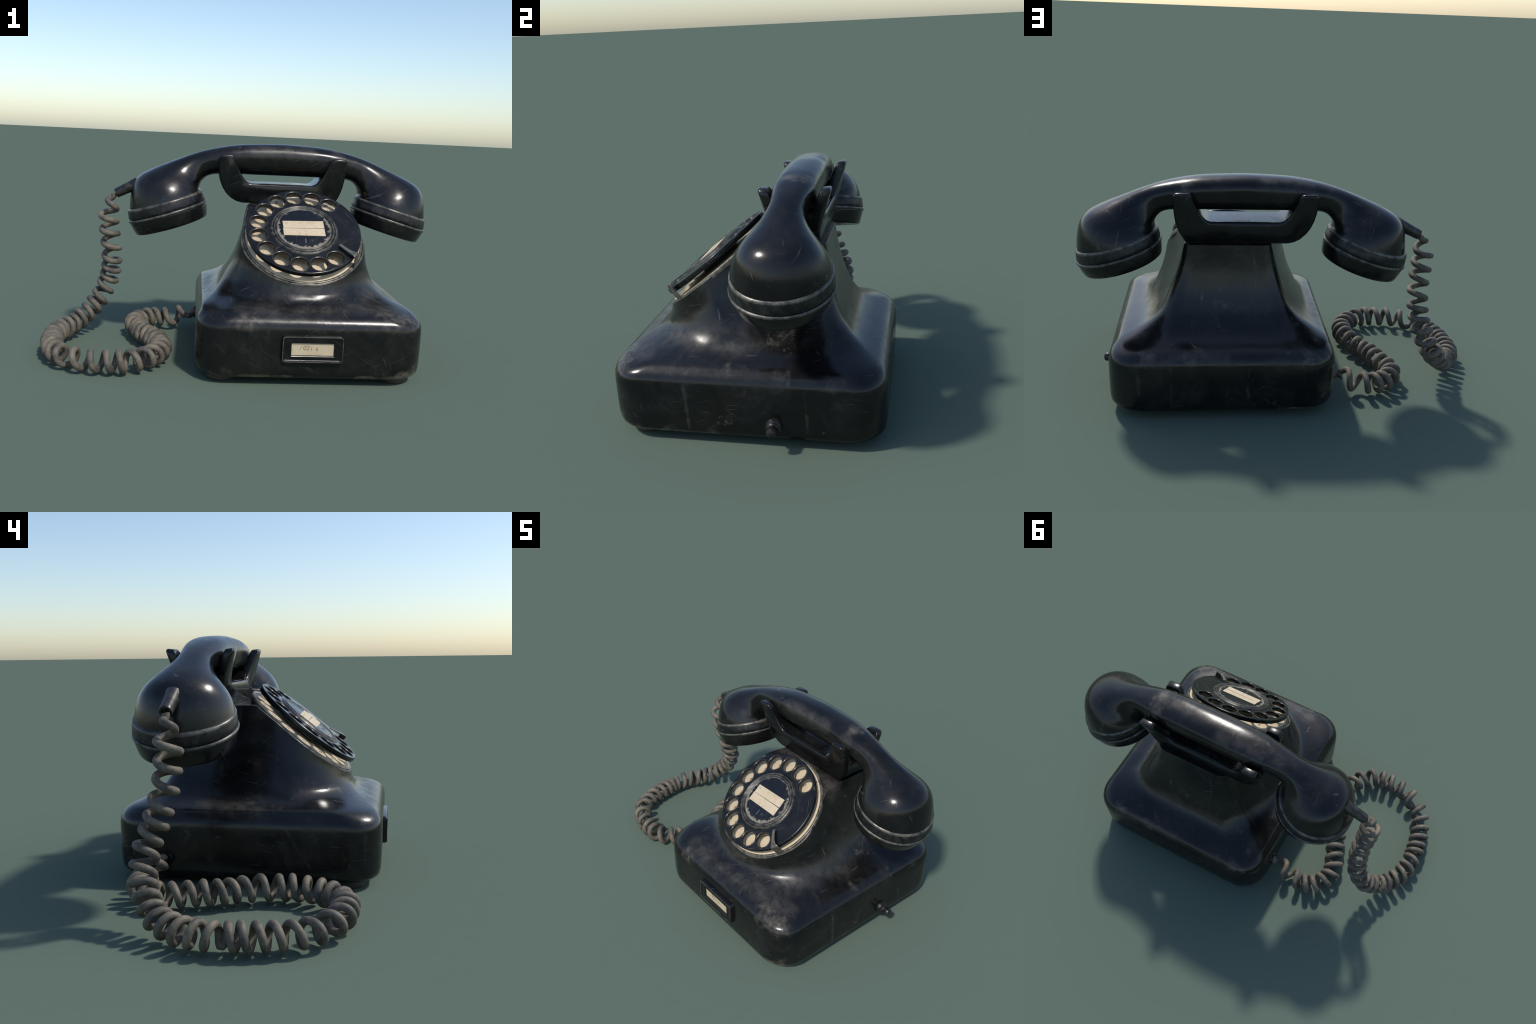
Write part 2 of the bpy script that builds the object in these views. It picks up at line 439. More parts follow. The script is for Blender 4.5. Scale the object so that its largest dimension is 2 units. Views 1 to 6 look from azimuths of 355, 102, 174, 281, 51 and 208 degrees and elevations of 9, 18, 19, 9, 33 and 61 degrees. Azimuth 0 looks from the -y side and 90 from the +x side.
def build_body():
    zs = [0.030 + (DECK - 0.030) * i / 400 for i in range(401)]
    secs = [section(z) for z in zs]
    n = len(secs[0])
    rim = []
    for j in range(n):                                     # height where each column meets deck or dial plane
        top, k0 = DECK, 400
        for k in range(203, 401):
            p = Vector((*secs[k][j], zs[k]))
            if (p - DC).dot(DN) > RIM_H:
                top, k0 = zs[k], k
                break
        rim.append(top)
    low = [0.030, 0.033, 0.038, 0.045, 0.055, 0.068, 0.09, 0.14, 0.18, 0.22, 0.25, 0.27, 0.28, 0.288, 0.296, 0.303, 0.31,
           0.316, 0.322, 0.328, 0.334, 0.340, 0.347, 0.355, 0.364, 0.374, 0.385, 0.395]
    rings = [[Vector((x, y, z)) for x, y in section(z)] for z in low]
    up = 30
    for k in range(1, up + 1):
        ring = []
        cache = {}
        for j in range(n):
            z = 0.395 + (rim[j] - 0.395) * k / up
            key = round(z, 5)
            if key not in cache:
                cache[key] = section(z)
            x, y = cache[key][j]
            ring.append(Vector((x, y, z)))
        rings.append(ring)
    V, F = loft(rings, cap0=True, cap1=False)
    b = (len(rings) - 1) * n
    deck = [j for j in range(n) if rim[j] >= DECK - 1e-4]
    j0, j1 = deck[0], deck[-1]
    for j in list(range(j1, n)) + list(range(0, j0 + 1)):
        FRONT_RIM.append(rings[-1][j])
    F.append(tuple(b + j for j in range(j0, j1 + 1)))
    F.append(tuple(b + j for j in list(range(j1, n)) + list(range(0, j0 + 1))))
    return V, F


V, F = build_body()
body = mesh_object("body", V, F, M_BODY, phone, 40)
bv = body.modifiers.new("soft_rim", 'BEVEL')
bv.width, bv.segments, bv.limit_method, bv.angle_limit = 0.007, 3, 'ANGLE', math.radians(45)

# ------------------------------------------------------------------- feet
foot_mesh = None
for fx, fy in ((-0.105, -0.440), (0.712, -0.440), (-0.095, 0.430), (0.700, 0.430)):
    if foot_mesh is None:
        v, f = lathe([(0, 0.04), (0.072, 0.04), (0.072, 0.022), (0.070, 0.014), (0.066, 0.006), (0.060, 0.0), (0, 0.0)], (0, 0, 0), (0, 0, 1), 48)
        foot = mesh_object("foot", v, f, M_FOOT, phone)
        foot_mesh = foot.data
    else:
        foot = bpy.data.objects.new("foot", foot_mesh)
        COL.objects.link(foot)
        foot.parent = phone
    foot.location = (fx, fy, 0)

# -------------------------------------------------------------- nameplate


def round_rect(cx, cz, w, h, r, y, n=8):
    pts = []
    for sx, sz, a0 in ((1, 1, 0), (-1, 1, 90), (-1, -1, 180), (1, -1, 270)):
        for i in range(n + 1):
            a = math.radians(a0 + 90 * i / n)
            pts.append(Vector((cx + sx * (w - r) + r * math.cos(a), y, cz + sz * (h - r) + r * math.sin(a))))
    return pts


PX, PZ = 0.3005, 0.181
rings = [round_rect(PX, PZ, 0.141, 0.0625, 0.016, -0.570), round_rect(PX, PZ, 0.141, 0.0625, 0.016, -0.5860),
         round_rect(PX, PZ, 0.139, 0.0605, 0.015, -0.5910), round_rect(PX, PZ, 0.135, 0.0565, 0.012, -0.5930),
         round_rect(PX, PZ, 0.131, 0.0525, 0.009, -0.5925), round_rect(PX, PZ, 0.127, 0.0485, 0.006, -0.5895),
         round_rect(PX, PZ, 0.101, 0.0325, 0.003, -0.5905), round_rect(PX, PZ, 0.098, 0.0295, 0.002, -0.5885),
         round_rect(PX, PZ, 0.0965, 0.028, 0.002, -0.5770)]
V, F = loft(rings, cap0=True, cap1=True)
nameplate = mesh_object("nameplate", V, F, M_PART, phone, 30)
rings = [round_rect(PX, PZ, 0.0962, 0.0278, 0.002, y) for y in (-0.5760, -0.5820)]
V, F = loft(rings)
mesh_object("name_card", V, F, M_CARD, nameplate)
rings = [round_rect(PX, PZ, 0.1375, 0.059, 0.014, -0.5925), round_rect(PX, PZ, 0.1372, 0.0587, 0.014, -0.5945),
         round_rect(PX, PZ, 0.1345, 0.056, 0.012, -0.5945), round_rect(PX, PZ, 0.134, 0.0555, 0.012, -0.5925)]
V, F = loft(rings + [rings[0]], cap0=False, cap1=False)
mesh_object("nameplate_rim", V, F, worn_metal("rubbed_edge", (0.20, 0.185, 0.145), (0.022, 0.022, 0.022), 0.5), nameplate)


def text_part(name, s, size, matrix, mat, parent, depth=0.0006, shear=0.0):
    cu = bpy.data.curves.new(name, 'FONT')
    cu.body, cu.size, cu.extrude, cu.shear = s, size, depth, shear
    cu.align_x, cu.align_y = 'CENTER', 'CENTER'
    me = curve_mesh(cu)
    me.transform(matrix)
    return finish(name, me, mat, parent)


front = Matrix.Rotation(math.radians(90), 4, 'X')
for s, x, z, size, sh in (("/", -0.056, 0.006, 0.03, 0.3), ("02", -0.030, 0.006, 0.030, 0.15), ("1", -0.006, 0.001, 0.022, 0), ("6", 0.020, 0.002, 0.024, 0)):
    text_part("name_card_writing", s, size, Matrix.Translation((PX + x, -0.5824, PZ + z)) @ front, M_FADED, nameplate, 0.0004, sh)

# ----------------------------------------------------------------- button
v, f = lathe([(0, -0.01), (0.036, -0.01), (0.036, 0.006), (0.033, 0.012), (0.028, 0.014), (0.026, 0.016), (0.026, 0.022), (0.022, 0.026),
              (0.021, 0.034), (0.0225, 0.040), (0.022, 0.052), (0.018, 0.060), (0.010, 0.064), (0, 0.065)], (0.836, 0.142, 0.104), (1, 0, 0), 40)
mesh_object("side_button", v, f, M_BAND, phone, 30)

# ---------------------------------------------------------------- cradle
CX, CY = 0.2025, 0.203
# half outline of the two-pronged saddle, from the middle of the floor outward and round to the bottom
INNER = [(0.0, 0.867), (0.158, 0.868), (0.172, 0.871), (0.184, 0.878), (0.198, 0.892), (0.212, 0.912), (0.226, 0.938), (0.238, 0.966),
         (0.246, 0.990), (0.251, 1.003), (0.258, 1.011), (0.268, 1.014)]
OUTER = [(0.318, 1.014), (0.328, 1.010), (0.334, 1.000), (0.336, 0.985), (0.3345, 0.950), (0.331, 0.915), (0.322, 0.875), (0.308, 0.840),
         (0.288, 0.810), (0.262, 0.786), (0.235, 0.772), (0.205, 0.765), (0.0, 0.763)]


# the right end comes down more steeply
OUTER_RIGHT = [r for r in OUTER if r[1] > 0.93] + [(0.331, 0.905), (0.326, 0.870), (0.318, 0.838), (0.306, 0.808), (0.293, 0.785), (0.284, 0.772), (0.274, 0.764), (0.205, 0.763), (0.0, 0.763)]


def half_depth(z):
    return interp([(0.76, 0.098), (0.85, 0.104), (0.90, 0.114), (0.95, 0.130), (1.0, 0.147), (1.02, 0.152)], z)


def thickness(z):
    return interp([(0.76, 0.092), (0.80, 0.078), (0.83, 0.060), (0.866, 0.046), (0.90, 0.048), (0.95, 0.048), (1.0, 0.043), (1.02, 0.038)], z)


def plate(sign):
    prof = [(x, z) for x, z in INNER + OUTER_RIGHT] + [(-x, z) for x, z in (INNER + OUTER)[::-1] if x > 0]
    n = len(prof)
    rnd = 0.010
    rings = []
    cxm, czm = 0.0, 0.90
    # four skins: rounded lip, outer face ... inner face, rounded lip
    for s, inset in ((0.0, rnd), (0.25, rnd * 0.3), (0.5, 0.0), (0.5, 0.0), (0.75, rnd * 0.3), (1.0, rnd)):
        ring = []
        for i, (x, z) in enumerate(prof):
            x0, z0 = prof[i - 1]
            x1, z1 = prof[(i + 1) % n]
            tx, tz = x1 - x0, z1 - z0
            L = math.hypot(tx, tz) or 1
            nx, nz = tz / L, -tx / L                       # points inward for this winding
            px, pz = x + nx * inset, z + nz * inset
            d = half_depth(z) - thickness(z) * {0.0: 0.0, 0.25: 0.07, 0.5: 0.22, 0.75: 0.93, 1.0: 1.0}[s]
            ring.append(Vector((CX + px, CY + sign * d, pz)))
        rings.append(ring)
    rings[3] = [a.lerp(b, 0.8) for a, b in zip(rings[2], [Vector((p.x, CY + (p.y - CY) * 1.0, p.z)) for p in rings[4]])]
    return rings


parts = []
for sign in (-1, 1):
    parts.append(loft(plate(sign)))
mid = [(0.0, 0.870), (0.10, 0.869), (0.158, 0.866), (0.184, 0.876), (0.212, 0.905), (0.246, 0.918), (0.262, 0.925), (0.300, 0.925), (0.322, 0.915), (0.330, 0.895)]
low_r, low_l = [[(x, z) for x, z in o if z < 0.89] for o in (OUTER_RIGHT, OUTER)]
prof = [(x * 0.992, z) for x, z in mid + low_r] + [(-x * 0.992, z) for x, z in (mid + low_l)[::-1] if x > 0]
parts.append(loft([[Vector((CX + x, CY + y, z)) for x, z in prof] for y in (-0.094, -0.03, 0.03, 0.094)]))
V, F = join(parts)
cradle = mesh_object("cradle", V, F, M_PART, phone, 50)
bv = cradle.modifiers.new("soft_edges", 'BEVEL')
bv.width, bv.segments, bv.limit_method, bv.angle_limit = 0.005, 3, 'ANGLE', math.radians(50)

# ------------------------------------------------------------------- dial
v, f = lathe([(0.25, -0.098), (0.268, -0.098), (0.278, -0.094), (0.286, -0.086), (0.292, -0.074), (0.294, -0.066), (0.26, -0.066)], DC, DN, 160, DU)
dial = mesh_object("dial", v, f, M_RING, phone, 50)


def hub_disc_material():
    """Glossy black disc whose border is ragged with dried glue, most of it along the lower edge."""
    n = Nodes("black_disc_with_dry_glue")
    d = n.vec('SUBTRACT', n.co, DC).outputs[0]
    r = n.vec('LENGTH', d, (0, 0, 0)).outputs["Value"]
    low = n.math('MULTIPLY', n.vec('DOT_PRODUCT', d, DV).outputs["Value"], -0.075)
    edge = n.math('ADD', n.math('ADD', r, low), n.math('MULTIPLY', n.math('SUBTRACT', n.noise(42, 5, 0.65), 0.5), 0.075))
    m = n.ramp(edge, [(0.1225, 0.0), (0.1275, 1.0)])
    smear = n.ramp(n.noise(1.0, 3, 0.6, n.mapping((60, 9, 9))), [(0.60, 0.0), (0.72, 1.0)])
    col = n.mix(n.math('MULTIPLY', smear, 0.3), (0.006, 0.0065, 0.0085), (0.07, 0.07, 0.072))
    shade = n.ramp(n.noise(60, 4, 0.6), [(0.3, 0.0), (0.7, 1.0)])
    col = n.mix(m, col, n.mix(shade, (0.10, 0.088, 0.066), (0.29, 0.26, 0.20)))
    n.bump(m, 0.5, 0.004)
    return n.set(Base_Color=col, Roughness=n.math('ADD', n.math('MULTIPLY', m, 0.3), 0.22))


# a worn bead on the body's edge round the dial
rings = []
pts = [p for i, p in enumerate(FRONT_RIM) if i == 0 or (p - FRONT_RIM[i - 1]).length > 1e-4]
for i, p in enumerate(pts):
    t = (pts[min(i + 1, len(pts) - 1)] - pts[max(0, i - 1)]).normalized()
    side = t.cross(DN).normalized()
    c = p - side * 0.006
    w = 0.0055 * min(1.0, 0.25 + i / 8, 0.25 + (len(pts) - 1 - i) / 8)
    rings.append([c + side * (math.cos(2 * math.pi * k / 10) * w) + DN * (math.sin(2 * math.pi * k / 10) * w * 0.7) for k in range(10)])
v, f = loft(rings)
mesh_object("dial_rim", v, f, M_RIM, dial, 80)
v, f = lathe([(0.0, -0.075), (0.295, -0.075), (0.2965, -0.064), (0.2955, -0.0565), (0.293, -0.0540), (0.2875, -0.0538), (0.2845, -0.0560), (0.0, -0.0560)], DC, DN, 160, DU)
mesh_object("dial_bezel", v, f, worn_metal("dull_bezel", (0.27, 0.245, 0.19), (0.035, 0.034, 0.031), 0.5), dial, 50)
v, f = lathe([(0.0, -0.0565), (0.2835, -0.0565), (0.2835, -0.0548), (0.282, -0.0542), (0.0, -0.0542)], DC, DN, 128, DU)
mesh_object("number_plate", v, f, M_CREAM, dial, 50)

HOLES = [math.radians(52.6 + i * (255.0 / 11)) for i in range(12)]


def circle_spline(cu, cx, cy, r):
    sp = cu.splines.new('BEZIER')
    sp.bezier_points.add(3)
    k = 0.5523 * r
    for bp, (ux, uy) in zip(sp.bezier_points, ((1, 0), (0, 1), (-1, 0), (0, -1))):
        bp.co = (cx + ux * r, cy + uy * r, 0)
        bp.handle_left = (cx + ux * r + uy * k, cy + uy * r - ux * k, 0)
        bp.handle_right = (cx + ux * r - uy * k, cy + uy * r + ux * k, 0)
    sp.use_cyclic_u = True
    sp.resolution_u = 20 if r > 0.1 else 10


cu = bpy.data.curves.new("finger_wheel", 'CURVE')
cu.dimensions = '2D'
cu.fill_mode = 'BOTH'
circle_spline(cu, 0, 0, 0.2765)
circle_spline(cu, 0, 0, 0.10)
for a in HOLES:
    circle_spline(cu, 0.226 * math.cos(a), 0.226 * math.sin(a), 0.0435)
cu.extrude, cu.bevel_depth, cu.bevel_resolution = 0.008, 0.0045, 2
me = curve_mesh(cu)
me.transform(DM @ Matrix.Translation((0, 0, -0.0125)))
wheel = finish("finger_wheel", me, M_PART, dial, 40)
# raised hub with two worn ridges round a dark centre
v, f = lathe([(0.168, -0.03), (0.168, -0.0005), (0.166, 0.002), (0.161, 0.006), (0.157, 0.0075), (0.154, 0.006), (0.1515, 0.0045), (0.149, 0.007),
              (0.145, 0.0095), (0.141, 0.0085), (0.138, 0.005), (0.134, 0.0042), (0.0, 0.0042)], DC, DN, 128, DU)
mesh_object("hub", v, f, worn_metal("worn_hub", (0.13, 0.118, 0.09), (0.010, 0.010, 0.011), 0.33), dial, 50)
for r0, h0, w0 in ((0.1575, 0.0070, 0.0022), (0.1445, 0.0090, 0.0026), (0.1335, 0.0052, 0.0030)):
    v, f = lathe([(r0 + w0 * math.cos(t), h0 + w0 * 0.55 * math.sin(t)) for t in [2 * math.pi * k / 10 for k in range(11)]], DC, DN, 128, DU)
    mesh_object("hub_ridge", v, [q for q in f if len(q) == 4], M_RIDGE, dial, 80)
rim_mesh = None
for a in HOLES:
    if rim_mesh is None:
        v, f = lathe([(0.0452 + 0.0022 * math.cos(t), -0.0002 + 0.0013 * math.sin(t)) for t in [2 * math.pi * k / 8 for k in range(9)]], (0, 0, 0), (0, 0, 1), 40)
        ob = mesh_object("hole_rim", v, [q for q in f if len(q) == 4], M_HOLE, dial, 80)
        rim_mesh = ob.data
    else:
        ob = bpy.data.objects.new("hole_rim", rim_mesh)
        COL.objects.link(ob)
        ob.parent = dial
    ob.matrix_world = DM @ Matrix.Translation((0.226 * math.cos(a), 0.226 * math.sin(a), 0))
v, f = lathe([(0.0, 0.003), (0.1325, 0.003), (0.1325, 0.0056), (0.130, 0.0062), (0.0, 0.0068)], DC, DN, 96, DU)
mesh_object("hub_disc", v, f, hub_disc_material(), dial, 50)
v, f = lathe([(0.0, -0.06), (0.10, -0.06), (0.10, -0.01), (0.0, -0.01)], DC, DN, 64, DU)
mesh_object("spindle", v, f, M_DARK, dial, 50)


def dial_box(name, cx, cy, w, h, h0, h1, rot, mat, skew=0.0):
    c, s = math.cos(rot), math.sin(rot)
    P = []
    for hh in (h0, h1):
        for px, py in ((-w, -h), (w, -h), (w, h), (-w, h)):
            px2 = px + skew * py
            P.append(dial_pt(cx + px2 * c - py * s, cy + px2 * s + py * c, hh))
    F = [(0, 3, 2, 1), (4, 5, 6, 7), (0, 1, 5, 4), (1, 2, 6, 5), (2, 3, 7, 6), (3, 0, 4, 7)]
    return mesh_object(name, P, F, mat, dial, 30)


CR = math.radians(1.2)
dial_box("hub_card", -0.002, 0.0265, 0.1005, 0.0243, 0.006, 0.0090, CR * 1.6, M_CARD, -0.03)
dial_box("hub_card", -0.001, -0.0235, 0.1015, 0.0240, 0.006, 0.0094, CR * 0.5, M_CARD, -0.03)
dial_box("hub_card_crease", 0.0, 0.0005, 0.1005, 0.0008, 0.007, 0.0097, CR, M_INK)
for s, x, y, size in (("1", -0.082, 0.032, 0.013), ("-", -0.090, 0.030, 0.012), ("'", -0.022, 0.030, 0.02), ("~", 0.006, -0.040, 0.02)):
    text_part("hub_card_mark", s, size, DM @ Matrix.Translation((x, y, 0.0096)), M_INK, dial, 0.0003)
text_part("hub_print", "I", 0.045, DM @ Matrix.Translation((0.002, -0.082, 0.0068)), plain("ghost_print", (0.10, 0.10, 0.10), 0.6), dial, 0.0002)
text_part("hub_print", "1E", 0.020, DM @ Matrix.Translation((0.030, -0.078, 0.0068)), plain("ghost_print_small", (0.055, 0.057, 0.06), 0.6), dial, 0.0002)
# numbers printed under the holes, and the little centre rings of the lower ones
names = ["1", "2", "3", "4", "5", "6", "7", "8", "9", "0", "A", "B"]
for a, s in zip(HOLES, names):
    p = Matrix.Translation((0.235 * math.cos(a), 0.235 * math.sin(a), -0.0539))
    text_part("number", s, 0.030, DM @ p, M_INK, dial, 0.0003)
mrng = random.Random(11)
for a in HOLES:
    for dx, dy in ((-0.045, 0.002), (0.004, 0.045)):
        p = Matrix.Translation((0.226 * math.cos(a) + dx + mrng.uniform(-0.008, 0.008), 0.226 * math.sin(a) + dy + mrng.uniform(-0.008, 0.008), -0.0538))
        if math.hypot(p.translation.x, p.translation.y) < 0.27:
            text_part("plate_mark", mrng.choice("'~:%"), mrng.uniform(0.022, 0.034), DM @ p @ Matrix.Rotation(mrng.uniform(0, 6), 4, 'Z'), M_INK, dial, 0.0003)
for a in HOLES[7:]:
    v, f = lathe([(0.0, -0.055), (0.0105, -0.055), (0.0105, -0.0515), (0.0088, -0.0503), (0.0068, -0.0505), (0.0, -0.0505)],
                 dial_pt(0.226 * math.cos(a) + 0.010, 0.226 * math.sin(a) + 0.044, 0), DN, 24, DU)
    mesh_object("number_stud", v, f, M_CREAM, dial, 40)

# finger stop: a bent steel strip lying over the wheel and turned down outside it
sa = math.radians(-35.8)
rad, tan = DU * math.cos(sa) + DV * math.sin(sa), -DU * math.sin(sa) + DV * math.cos(sa)
path = [(0.190, 0.0125, 0.0080, 0.012), (0.200, 0.0150, 0.0080, 0.010), (0.225, 0.0175, 0.0080, 0.004), (0.255, 0.0195, 0.0090, -0.002), (0.278, 0.0205, 0.0140, -0.003),
        (0.288, 0.0205, 0.0195, -0.002), (0.2935, 0.0165, 0.0200, -0.002), (0.2955, 0.006, 0.0195, -0.001), (0.2975, -0.02, 0.0175, 0.0), (0.301, -0.060, 0.0160, 0.0)]
top, bot = [], []
for i, (r, h, w, off) in enumerate(path):
    a, b = path[max(0, i - 1)], path[min(len(path) - 1, i + 1)]
    tr, th = b[0] - a[0], b[1] - a[1]
    L = math.hypot(tr, th)
    nr, nh = -th / L, tr / L
    T = 0.0045
    ring = []
    for sw, st in ((-1, 0), (1, 0), (1, 1), (-1, 1)):
        ring.append(DC + rad * (r - nr * T * st) + DN * (h - nh * T * st) + tan * (sw * w + off))
    top.append(ring)
V, F = loft(top)
mesh_object("finger_stop", V, F, M_STEEL, dial, 40, 0.0015)

# ---------------------------------------------------------------- handset
HX, HY = 0.2035, 0.191
# station: distance from the middle and height of the under side, then of the upper side, half width, squareness
STATIONS = [((0.0, 0.909), (0.0, 1.0755), 0.0995, 2.7), ((0.10, 0.909), (0.10, 1.0725), 0.0995, 2.7), ((0.20, 0.909), (0.20, 1.067), 0.0975, 2.7),
            ((0.27, 0.908), (0.28, 1.0565), 0.094, 2.7), ((0.325, 0.906), (0.345, 1.0435), 0.086, 2.65), ((0.362, 0.902), (0.41, 1.0265), 0.078, 2.6),
            ((0.392, 0.891), (0.47, 1.0060), 0.075, 2.55), ((0.411, 0.873), (0.53, 0.9820), 0.084, 2.5), ((0.422, 0.857), (0.59, 0.9575), 0.101, 2.45),
            ((0.427, 0.843), (0.642, 0.9365), 0.121, 2.4), ((0.429, 0.832), (0.690, 0.9150), 0.141, 2.35), ((0.428, 0.825), (0.731, 0.8930), 0.156, 2.25),
            ((0.426, 0.819), (0.759, 0.8680), 0.168, 2.15), ((0.424, 0.814), (0.777, 0.838), 0.178, 2.1), ((0.421, 0.810), (0.789, 0.795), 0.187, 2.05),
            ((0.4185, 0.807), (0.795, 0.755), 0.193, 2.0), ((0.4165, 0.804), (0.798, 0.715), 0.197, 2.0), ((0.4155, 0.800), (0.799, 0.688), 0.200, 2.0)]
TURN_LEFT = math.radians(1.8)
RING_C = (0.608, 0.745)


def cup_turn(side, x, z, k):
    """The left cup hangs turned slightly further than the right one."""
    if side > 0:
        return x, z
    a = TURN_LEFT * k
    dx, dz = x - RING_C[0], z - RING_C[1]
    return RING_C[0] + dx * math.cos(a) + dz * math.sin(a), RING_C[1] - dx * math.sin(a) + dz * math.cos(a)


def station(u):
    """Catmull-Rom through the stations."""
    n = len(STATIONS)
    i = min(int(u), n - 2)
    t = u - i

    def g(k):
        if k < 0:
            (a, b), (c, d), w, e = STATIONS[-k]
            return (-a, b, -c, d, w, e)
        (a, b), (c, d), w, e = STATIONS[min(k, n - 1)]
        return (a, b, c, d, w, e)
    p = [g(i - 1), g(i), g(i + 1), g(i + 2)]
    return [0.5 * (2 * p[1][q] + (p[2][q] - p[0][q]) * t + (2 * p[0][q] - 5 * p[1][q] + 4 * p[2][q] - p[3][q]) * t * t
                   + (3 * p[1][q] - p[0][q] - 3 * p[2][q] + p[3][q]) * t**3) for q in range(6)]


def handset_rings(side):
    rings = []
    n = 56
    steps = (len(STATIONS) - 1) * 4
    for k in range(steps + 1):
        u = k / 4
        ix, iz, ox, oz, w, e = station(u)
        turn = min(1, max(0, (u - 6) / 6))
        ix, iz = cup_turn(side, ix, iz, turn)
        ox, oz = cup_turn(side, ox, oz, turn)
        ring = []
        for j in range(n):
            a = 2 * math.pi * j / n
            c, s = math.cos(a), math.sin(a)
            ee = e if c < 0 else e * 0.93 + 0.14 * (1 - min(1, (e - 2) / 0.5))
            ee = max(2.0, ee)
            cc = math.copysign(abs(c) ** (2 / ee), c)
            ss = math.copysign(abs(s) ** (2 / ee), s)
            m = 0.5 + 0.5 * cc
            grip = max(0.0, 1 - u / 7) * 0.0115                # the grip sits a little behind the cups' middle
            ring.append(Vector((HX + side * (ix + (ox - ix) * m), HY + grip + w * ss * (1 - 0.16 * (1 - m) ** 1.3 * max(0.0, 1 - u / 8)), iz + (oz - iz) * m)))
        rings.append(ring)
    return rings


left, right = handset_rings(-1), handset_rings(1)
for k, ring in enumerate(right):
    f = max(0.0, k / len(right) - 0.4) / 0.6
    for p in ring:
        p.x -= 0.0055 * f
        p.y = HY + (p.y - HY) * (1 - 0.022 * math.sin(math.pi * min(1, f * 1.3))) + 0.003 * f
for k, ring in enumerate(left):                              # the left bell widens and shifts a little with its cup
    f = max(0.0, k / len(left) - 0.45) / 0.55
    for p in ring:
        p.x += 0.004 * f
        p.y = HY + (p.y - HY) * (1 + 0.012 * f) + 0.003 * f
V, F = loft(left[::-1] + right[1:])
handset = mesh_object("handset", V, F, M_HAND, phone, 60)

tilt_r = math.radians(16.0)


def sheared(profile, side, cx, cz, ta, up, n=96, cy=0.0, k=1.0):
    """Lathe about the cup's axis whose centre line leans by its own amount above the rim."""
    nrm = Vector((-side * math.sin(ta), 0, -math.cos(ta)))
    u, v = Vector((math.cos(ta), 0, -side * math.sin(ta))), Vector((0, 1, 0))
    rings = []
    for r, t in profile:
        lean = Vector((-side * up, 0, 0)) * t if t < 0 else Vector((0, 0, 0))
        c = Vector((HX + side * cx, HY + cy, cz)) + nrm * t + lean
        rings.append([c + (u * math.cos(2 * math.pi * q / n) + v * math.sin(2 * math.pi * q / n)) * max(r * k, 1e-4) for q in range(n)])
    return loft(rings)


for side, cap_name in ((-1, "mouthpiece"), (1, "earpiece")):
    ta = tilt_r + (TURN_LEFT if side < 0 else 0)
    cx, cz, cy, k = (0.592, 0.694, 0.0035, 1.010) if side < 0 else (0.5955, 0.6955, 0.003, 0.988)
    up = -0.06 if side < 0 else -0.12
    deep = 1.0 if side < 0 else 0.90
    v, f = sheared([(0.185, -0.070), (0.1985, -0.066), (0.2030, -0.0600), (0.2050, -0.054), (0.2075, -0.030), (0.2085, -0.020), (0.2075, -0.0165),
                    (0.2045, -0.0150), (0.2045, -0.0125), (0.2085, -0.0110), (0.2100, -0.0085), (0.2105, 0.0010), (0.2075, 0.0035), (0.19, 0.0040)], side, cx, cz, ta, up, 96, cy, k)
    mesh_object("cup_ring", v, f, M_BAND, handset, 50)
    for prof in ([(0.195, -0.070), (0.2000, -0.0685), (0.2040, -0.0640), (0.2050, -0.0605), (0.2055, -0.0560), (0.2035, -0.0540), (0.195, -0.0545)],
                 [(0.200, -0.0115), (0.2095, -0.0108), (0.2115, -0.0085), (0.2125, -0.0040), (0.2115, 0.0005), (0.2085, 0.0028), (0.200, 0.0030)]):
        v, f = sheared(prof, side, cx, cz, ta, up, 96, cy, k)
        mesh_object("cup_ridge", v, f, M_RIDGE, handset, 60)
    prof = [(0.19, -0.002), (0.2060, -0.001), (0.2075, 0.003), (0.2068, 0.010), (0.2005, 0.040), (0.1945, 0.063), (0.1915, 0.0695), (0.186, 0.0735), (0.177, 0.075),
            (0.12, 0.078), (0.05, 0.079), (0.0, 0.079)]
    v, f = sheared([(r, t * deep) for r, t in prof], side, cx, cz, ta, up, 96, cy, k)
    mesh_object(cap_name, v, f, M_HAND, handset, 50)

# the cord's sleeve on the left cup
S0, S1 = Vector((-0.574, 0.192, 0.827)), Vector((-0.663, 0.189, 0.782))
L = (S1 - S0).length
v, f = lathe([(0.0, -0.03), (0.033, -0.03), (0.0305, 0.0), (0.0278, L * 0.4), (0.0262, L * 0.85), (0.0256, L * 0.98), (0.0245, L), (0.0175, L), (0.0165, L - 0.012), (0.0, L - 0.012)],
             S0, S1 - S0, 40)
mesh_object("cord_sleeve", v, f, M_SLEEVE, handset, 40)
# the bush where the cord enters the body
v, f = lathe([(0.0, -0.02), (0.036, -0.02), (0.036, 0.002), (0.033, 0.006), (0.026, 0.006), (0.023, 0.002), (0.022, -0.008), (0.0, -0.008)], (-0.227, 0.35, 0.114), (-1, 0, 0), 40)
mesh_object("cord_bush", v, f, M_PART, phone, 40)

